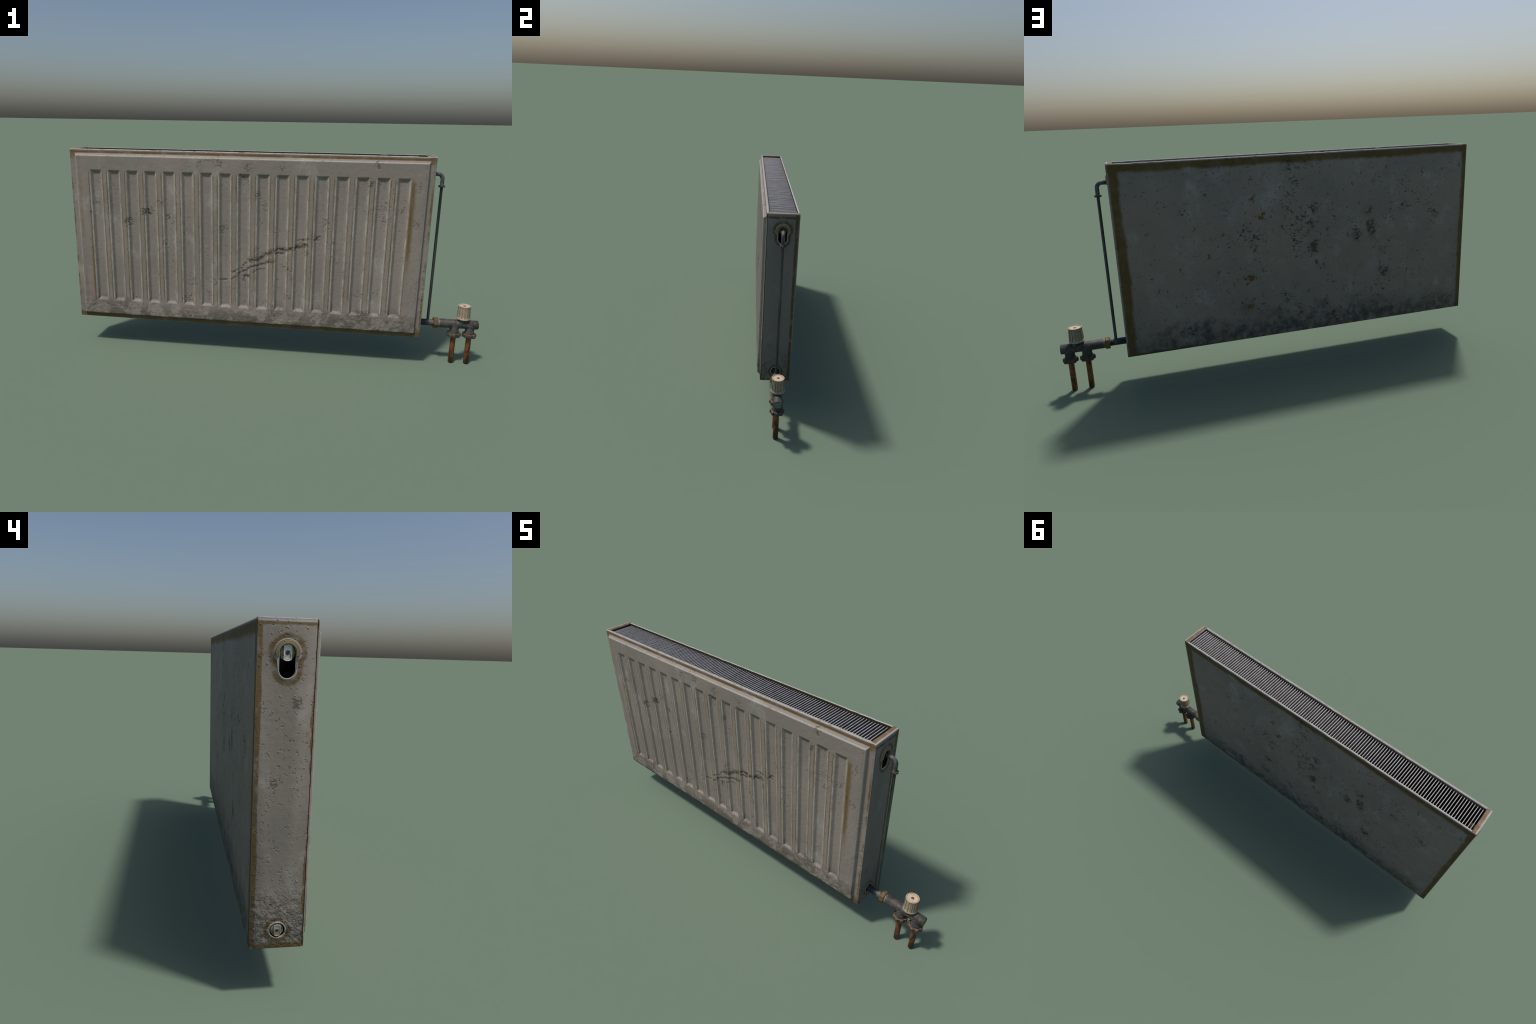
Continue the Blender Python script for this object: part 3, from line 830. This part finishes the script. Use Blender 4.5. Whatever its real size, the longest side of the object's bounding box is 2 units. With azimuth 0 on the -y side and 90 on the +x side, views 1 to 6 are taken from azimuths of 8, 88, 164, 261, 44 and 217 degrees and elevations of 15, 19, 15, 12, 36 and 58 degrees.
def side_panel(left):
    sx = XL if left else XR
    s = 1 if left else -1                              # inwards
    mat = LEFT if left else RIGHT
    name = "side_panel"
    y0, y1 = YF + 0.0048, YB - 0.0012
    P = Mesh()
    xa, xb = sorted((sx, sx + s * 0.0030))
    plate = new_object(name, *box(xa, xb, y0, y1, Z0, Z1 - 0.0040, 0.0008, 2), mat, root)
    cutters = []
    for outline in (capsule_outline(HOLE_R, SLOT_Z, HOLE_Z), capsule_outline(LOW_R, LOW_Z - 1e-4, LOW_Z + 1e-4)):
        n = len(outline)
        V = [(sx - 0.02, a, b) for a, b in outline] + [(sx + 0.02, a, b) for a, b in outline]
        F = [tuple(range(n)), tuple(range(n, 2 * n))] + [(i, (i + 1) % n, n + (i + 1) % n, n + i) for i in range(n)]
        c = new_object("cutter", V, F, mat, None)
        md = plate.modifiers.new("hole", "BOOLEAN")
        md.operation, md.solver, md.object = "DIFFERENCE", "EXACT", c
        cutters.append(c)
    dg = bpy.context.evaluated_depsgraph_get()
    me = bpy.data.meshes.new_from_object(plate.evaluated_get(dg))
    pv = [v.co.copy() for v in me.vertices]
    pf = [tuple(p.vertices) for p in me.polygons]
    for ob in cutters + [plate]:
        d = ob.data
        bpy.data.objects.remove(ob)
        bpy.data.meshes.remove(d)
    P.piece(pv, pf, 0)
    # folded strip on top with a rounded outer shoulder
    xa, xb = sorted((sx + s * 0.0002, sx + s * CAP))
    P.piece(*box(xa, xb, y0 - 0.0008, YB - 0.0003, Z1 - 0.0062, Z1, 0.0026, 4), 0)
    # rolled lip of the key-shaped hole and of the round hole
    path = [(sx, HOLE_Y + 0.0218 * math.cos(a), SLOT_Z + 0.0218 * math.sin(a)) for a in np.linspace(PI, 2 * PI, 20)]
    a0 = -0.62
    path += [(sx, HOLE_Y + 0.0312 * math.cos(a), HOLE_Z + 0.0312 * math.sin(a)) for a in np.linspace(a0, PI - a0, 34)]
    P.piece(*sweep(path, 0.0016, 8, True, 1.0, (1, 0, 0)), 0)
    ring = [(sx, HOLE_Y + 0.0222 * math.cos(a), LOW_Z + 0.0222 * math.sin(a)) for a in np.linspace(0, 2 * PI, 40, endpoint=False)]
    P.piece(*sweep(ring, 0.0016, 8, True, 1.0, (1, 0, 0)), 0)
    # inner lining coloured dark for shade behind the plate, kept clear of the holes
    ob = P.build(name, [mat, INSIDE], root, 35)
    # C-shaped seal at the upper hole
    Q = Mesh()
    for r, tube, out in ((0.0222, 0.0017, 0.0042), (0.0250, 0.0016, 0.0036), (0.0278, 0.0017, 0.0032)):
        arc = [(sx - s * out, HOLE_Y + r * math.cos(a), HOLE_Z + r * math.sin(a)) for a in np.linspace(-0.32, PI + 0.32, 40)]
        Q.piece(*sweep(arc, tube, 8, False, 1.0, (1, 0, 0)))
    arc = [(sx - s * 0.0012, HOLE_Y + 0.0250 * math.cos(a), HOLE_Z + 0.0250 * math.sin(a)) for a in np.linspace(-0.32, PI + 0.32, 40)]
    Q.piece(*sweep(arc, 0.0044, 8, False, 0.5, (1, 0, 0)))
    Q.build("hole_seal", M["seal"], ob, 50)
    # hollow lining tube so that the hole looks into darkness
    return ob


def plug(side, z, r, mats):
    """bleed or blanking plug with a bracket and a slotted screw, seen through a left hole."""
    x = XL + (0.0022 if r > 0.018 else 0.0010)
    body = new_object("blanking_plug", *lathe([(r, 0.0095), (r, 0.0022), (r - 0.0016, 0.0006), (r - 0.0032, 0.0002), (r - 0.0036, 0.0016), (0.004, 0.0016)], "x", (x, HOLE_Y, z), 40), mats[0], side, 35)
    w, hgt = 0.0090 if r > 0.018 else 0.0078, 0.0180 if r > 0.018 else 0.0150
    Q = Mesh()
    Q.piece(*box(x - 0.0018, x + 0.004, HOLE_Y - w, HOLE_Y + w, z - hgt, z + hgt, 0.0012, 2))
    for s in (-1, 1):                                  # raised frame of the bracket
        Q.piece(*box(x - 0.0036, x - 0.001, HOLE_Y + s * w - 0.0012, HOLE_Y + s * w + 0.0012, z - hgt + 0.001, z + hgt - 0.001, 0.0007, 2))
        arc = [(x - 0.0024, HOLE_Y + w * math.cos(a), z + s * (hgt - 0.0035 + 0.0040 * math.sin(a))) for a in np.linspace(0, PI, 14)]
        Q.piece(*sweep(arc, 0.0012, 8, False, 1.0, (1, 0, 0)))
        arc = [(x - 0.0020, HOLE_Y + (w - 0.0032) * math.cos(a), z + s * (hgt - 0.0068 + 0.0030 * math.sin(a))) for a in np.linspace(0, PI, 10)]
        Q.piece(*sweep(arc, 0.0006, 6, False, 1.0, (1, 0, 0)))
    Q.build("bracket", mats[1], body, 35)
    rs = 0.0058 if r > 0.018 else 0.0046
    S = Mesh()
    S.piece(*lathe([(rs, 0.003), (rs, -0.0020), (rs - 0.0008, -0.0028), (0.0005, -0.0028)], "x", (x, HOLE_Y, z), 28))
    V, F = box(-0.0004, 0.0004, -0.00075, 0.00075, -rs * 0.78, rs * 0.78)
    rot = Matrix.Rotation(math.radians(44), 3, "X")
    S.piece([rot @ v + Vector((x - 0.0029, HOLE_Y, z)) for v in V], F, 1)
    S.build("screw", [M["screw"], INSIDE], body, 35)
    return body


front = front_panel()
back = back_panel()
left = side_panel(True)
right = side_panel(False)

# closed foot of the casing
B = Mesh()
B.piece(*box(XL + 0.0035, XR - 0.0035, YF + 0.0040, YB - 0.0045, Z0 + 0.0008, Z0 + 0.0028, 0.0004, 1), 0)
B.build("bottom_plate", [BACK], root, 35)

# --- top grille: 129 thin slats across the casing
grille = bpy.data.objects.new("top_grille", None)
bpy.context.scene.collection.objects.link(grille)
grille.parent = root
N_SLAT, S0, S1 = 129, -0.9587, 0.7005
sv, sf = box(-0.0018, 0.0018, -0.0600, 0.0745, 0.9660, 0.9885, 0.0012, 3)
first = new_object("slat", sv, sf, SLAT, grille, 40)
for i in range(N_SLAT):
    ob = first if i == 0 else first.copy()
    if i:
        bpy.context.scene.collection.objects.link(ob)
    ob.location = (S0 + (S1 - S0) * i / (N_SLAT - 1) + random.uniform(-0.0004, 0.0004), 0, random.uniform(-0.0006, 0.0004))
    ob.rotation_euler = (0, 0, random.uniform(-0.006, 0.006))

# convector fins hidden below, one dark folded sheet
C = Mesh()
zig = []
n_fold = 86
for i in range(n_fold + 1):
    zig.append((-0.90 + 1.57 * i / n_fold, -0.030 if i % 2 else 0.045))
V, F = [], []
for (a, b) in zig:
    V += [(a, b, 0.19), (a, b, 0.925), (a + 0.001, b + 0.001, 0.925), (a + 0.001, b + 0.001, 0.19)]
for i in range(n_fold):
    o = 4 * i
    F += [(o + j, o + (j + 1) % 4, o + 4 + (j + 1) % 4, o + 4 + j) for j in range(4)]
F += [(0, 1, 2, 3), tuple(4 * n_fold + j for j in (3, 2, 1, 0))]
C.piece(V, F)
conv = C.build("convector", INSIDE, root, 30)

# --- left fittings
p1 = plug(root, HOLE_Z, 0.0184, (M["plug"], M["bracket"]))
new_object("copper_stub", *lathe([(0.0130, 0.0), (0.0150, 0.002), (0.0150, 0.014), (0.0178, 0.0145), (0.0178, 0.020), (0.0150, 0.0205), (0.0150, 0.036), (0.0130, 0.038)], "x", (-0.9812, HOLE_Y, HOLE_Z), 32), M["copper_in"], p1, 35)
p2 = plug(root, LOW_Z, 0.0174, (M["plug"], M["plug"]))

# --- right fittings
ring_prof = [(0.0185, -0.03), (0.0185, 0.0)]
for k in range(4):
    r = 0.0170 - k * 0.0022
    ring_prof += [(r, 0.0014), (r - 0.0011, 0.0)]
ring_prof += [(0.006, 0.0)]
new_object("hole_bushing", *lathe(ring_prof, "x", (XR - 0.009, HOLE_Y, HOLE_Z), 40), M["seal"], right, 35)
new_object("hole_bushing", *lathe([(0.0195, -0.03), (0.0195, 0.0), (0.014, 0.0005)], "x", (XR - 0.012, HOLE_Y, LOW_Z), 40), M["dark"], right, 35)

# bypass line: elbow, flange, long rod
EX, ER, EB = 0.7637, 0.0087, 0.0215
path = [(0.700, HOLE_Y, 0.9190), (0.715, HOLE_Y, 0.9190), (0.730, HOLE_Y, 0.9190)]
path += [(EX - EB + EB * math.sin(a), HOLE_Y, 0.9190 - EB + EB * math.cos(a)) for a in np.linspace(0, PI / 2, 14)]
path += [(EX, HOLE_Y, 0.885), (EX, HOLE_Y, 0.866)]
elbow = new_object("elbow_pipe", *sweep(path, ER, 24, False, 1.0, (0, 1, 0)), M["elbow"], root, 40)
V, F = lathe([(0.0100, 0.0), (0.0140, 0.0), (0.0152, 0.0012), (0.0152, 0.0068), (0.0140, 0.0080), (0.0085, 0.0080)], "z", (EX, HOLE_Y, 0.8600), 8)
new_object("flange", V, F, M["flange"], elbow, 30)
rod_prof = [(0.0064, 0.200), (0.0066, 0.40), (0.0066, 0.70), (0.0064, 0.862)]
rod = new_object("bypass_rod", *lathe(rod_prof, "z", (EX, HOLE_Y + 0.001, 0), 20), M["rod"], root, 40)

# valve assembly
valve = bpy.data.objects.new("valve_assembly", None)
bpy.context.scene.collection.objects.link(valve)
valve.location = (0, 0, 0)
valve.parent = root
new_object("inlet_pipe", *lathe([(0.0155, 0.690), (0.0157, 0.75), (0.0157, 0.80)], "x", (0, PIPE_Y, PIPE_Z), 32), M["dark"], valve, 40)
new_object("coupling_nut", *lathe([(0.0175, 0.7905), (0.0262, 0.7905), (0.0284, 0.7930), (0.0284, 0.8075), (0.0262, 0.8098), (0.0175, 0.8098)], "x", (0, PIPE_Y, PIPE_Z), 8, lambda a, r, h: r), M["nut"], valve, 25)
PR = 0.0214
main = Mesh()
main.piece(*lathe([(0.018, 0.806), (PR - 0.0008, 0.806), (PR, 0.8075), (PR, 0.9975), (PR - 0.0012, 0.9996), (PR - 0.0026, 0.9996), (PR - 0.0031, 0.9982), (0.0005, 0.9982)], "x", (0, PIPE_Y, PIPE_Z), 48), 0)
for i, f in enumerate(main.f):
    if all(main.v[j][0] > 0.9979 for j in f) and all(math.hypot(main.v[j][1] - PIPE_Y, main.v[j][2] - PIPE_Z) < PR - 0.0029 for j in f):
        main.k[i] = 1
main.build("manifold_pipe", [M["pipe"], M["cap"]], valve, 35)


def saddle(x, down, r):
    """bead along the joint of two crossing pipes."""
    s = -1 if down else 1
    pts = []
    for a in np.linspace(0, 2 * PI, 64, endpoint=False):
        yy = r * math.sin(a)
        pts.append((x + r * math.cos(a), PIPE_Y + yy, PIPE_Z + s * math.sqrt(max(PR * PR - yy * yy, 0))))
    return sweep(pts, 0.0013, 6, True, 1.0, (0, 0, 1))


def lobes(a, r, h):
    if r < 0.028:
        return r
    return r - 0.0046 * (0.5 - 0.5 * math.tanh(2.2 * math.cos(8 * a + 0.4)) / math.tanh(2.2))


for lx in (0.8920, 0.9648):
    T = Mesh()
    T.piece(*lathe([(0.0213, PIPE_Z), (0.0213, 0.1650), (0.0232, 0.1600), (0.0240, 0.1560)], "z", (lx, PIPE_Y, 0), 40), 0)
    T.piece(*saddle(lx, True, 0.0213), 1)
    tee = T.build("tee_branch", [M["tee"], M["seam"]], valve, 40)
    new_object("ring_nut", *lathe([(0.010, 0.1370), (0.0300, 0.1370), (0.0326, 0.1385), (0.0334, 0.1410), (0.0334, 0.1520), (0.0326, 0.1542), (0.0300, 0.1552), (0.022, 0.1554)], "z", (lx, PIPE_Y, 0), 96, lobes), M["ring"], valve, 40)
    new_object("copper_pipe", *lathe([(0.0117, 0.0), (0.0124, 0.0012), (0.0124, 0.06), (0.0123, 0.144)], "z", (lx, PIPE_Y - 0.001, 0), 28), M["copper"], valve, 40)

S = Mesh()
S.piece(*lathe([(0.0212, PIPE_Z), (0.0212, 0.2330)], "z", (KNOB_X, PIPE_Y, 0), 40), 0)
S.piece(*saddle(KNOB_X, False, 0.0212), 1)
stem = S.build("knob_stem", [M["dark"], M["seam"]], valve, 40)


def knob_panels(a, r, h):
    if not 0.2358 < h < 0.2935 or r < 0.026:
        return r
    f = ((a + PI) / (2 * PI / KNOB_N)) % 1.0
    d = abs(f - 0.5)                                    # 0.5 on a rib
    g = 1 - min(max((d - 0.34) / 0.10, 0), 1)
    k = min((h - 0.2358) / 0.002, (0.2935 - h) / 0.002, 1.0)
    return r - 0.0024 * g * k * (1.0 - 0.45 * max(0.0, 1 - d / 0.34))


kp = [(0.0300, 0.2290), (0.0324, 0.2296), (0.0327, 0.2310), (0.0327, 0.2335), (0.0321, 0.2350)]
for k in np.linspace(0, 1, 12):
    kp.append((0.0318 - 0.0032 * k, 0.2362 + (0.2930 - 0.2362) * k))
kp += [(0.0285, 0.2945), (0.0281, 0.2958), (0.0270, 0.2964), (0.0258, 0.2962), (0.0250, 0.2950), (0.0246, 0.2942), (0.0236, 0.2941), (0.0230, 0.2946), (0.0125, 0.2948), (0.0085, 0.2938), (0.0005, 0.2938)]
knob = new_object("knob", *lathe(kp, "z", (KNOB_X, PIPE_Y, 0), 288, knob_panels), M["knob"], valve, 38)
new_object("knob_screw", *lathe([(0.0066, 0.2930), (0.0066, 0.2944), (0.0052, 0.2954), (0.0025, 0.2960), (0.0004, 0.2961)], "z", (KNOB_X, PIPE_Y, 0), 24), M["screw"], valve, 35)
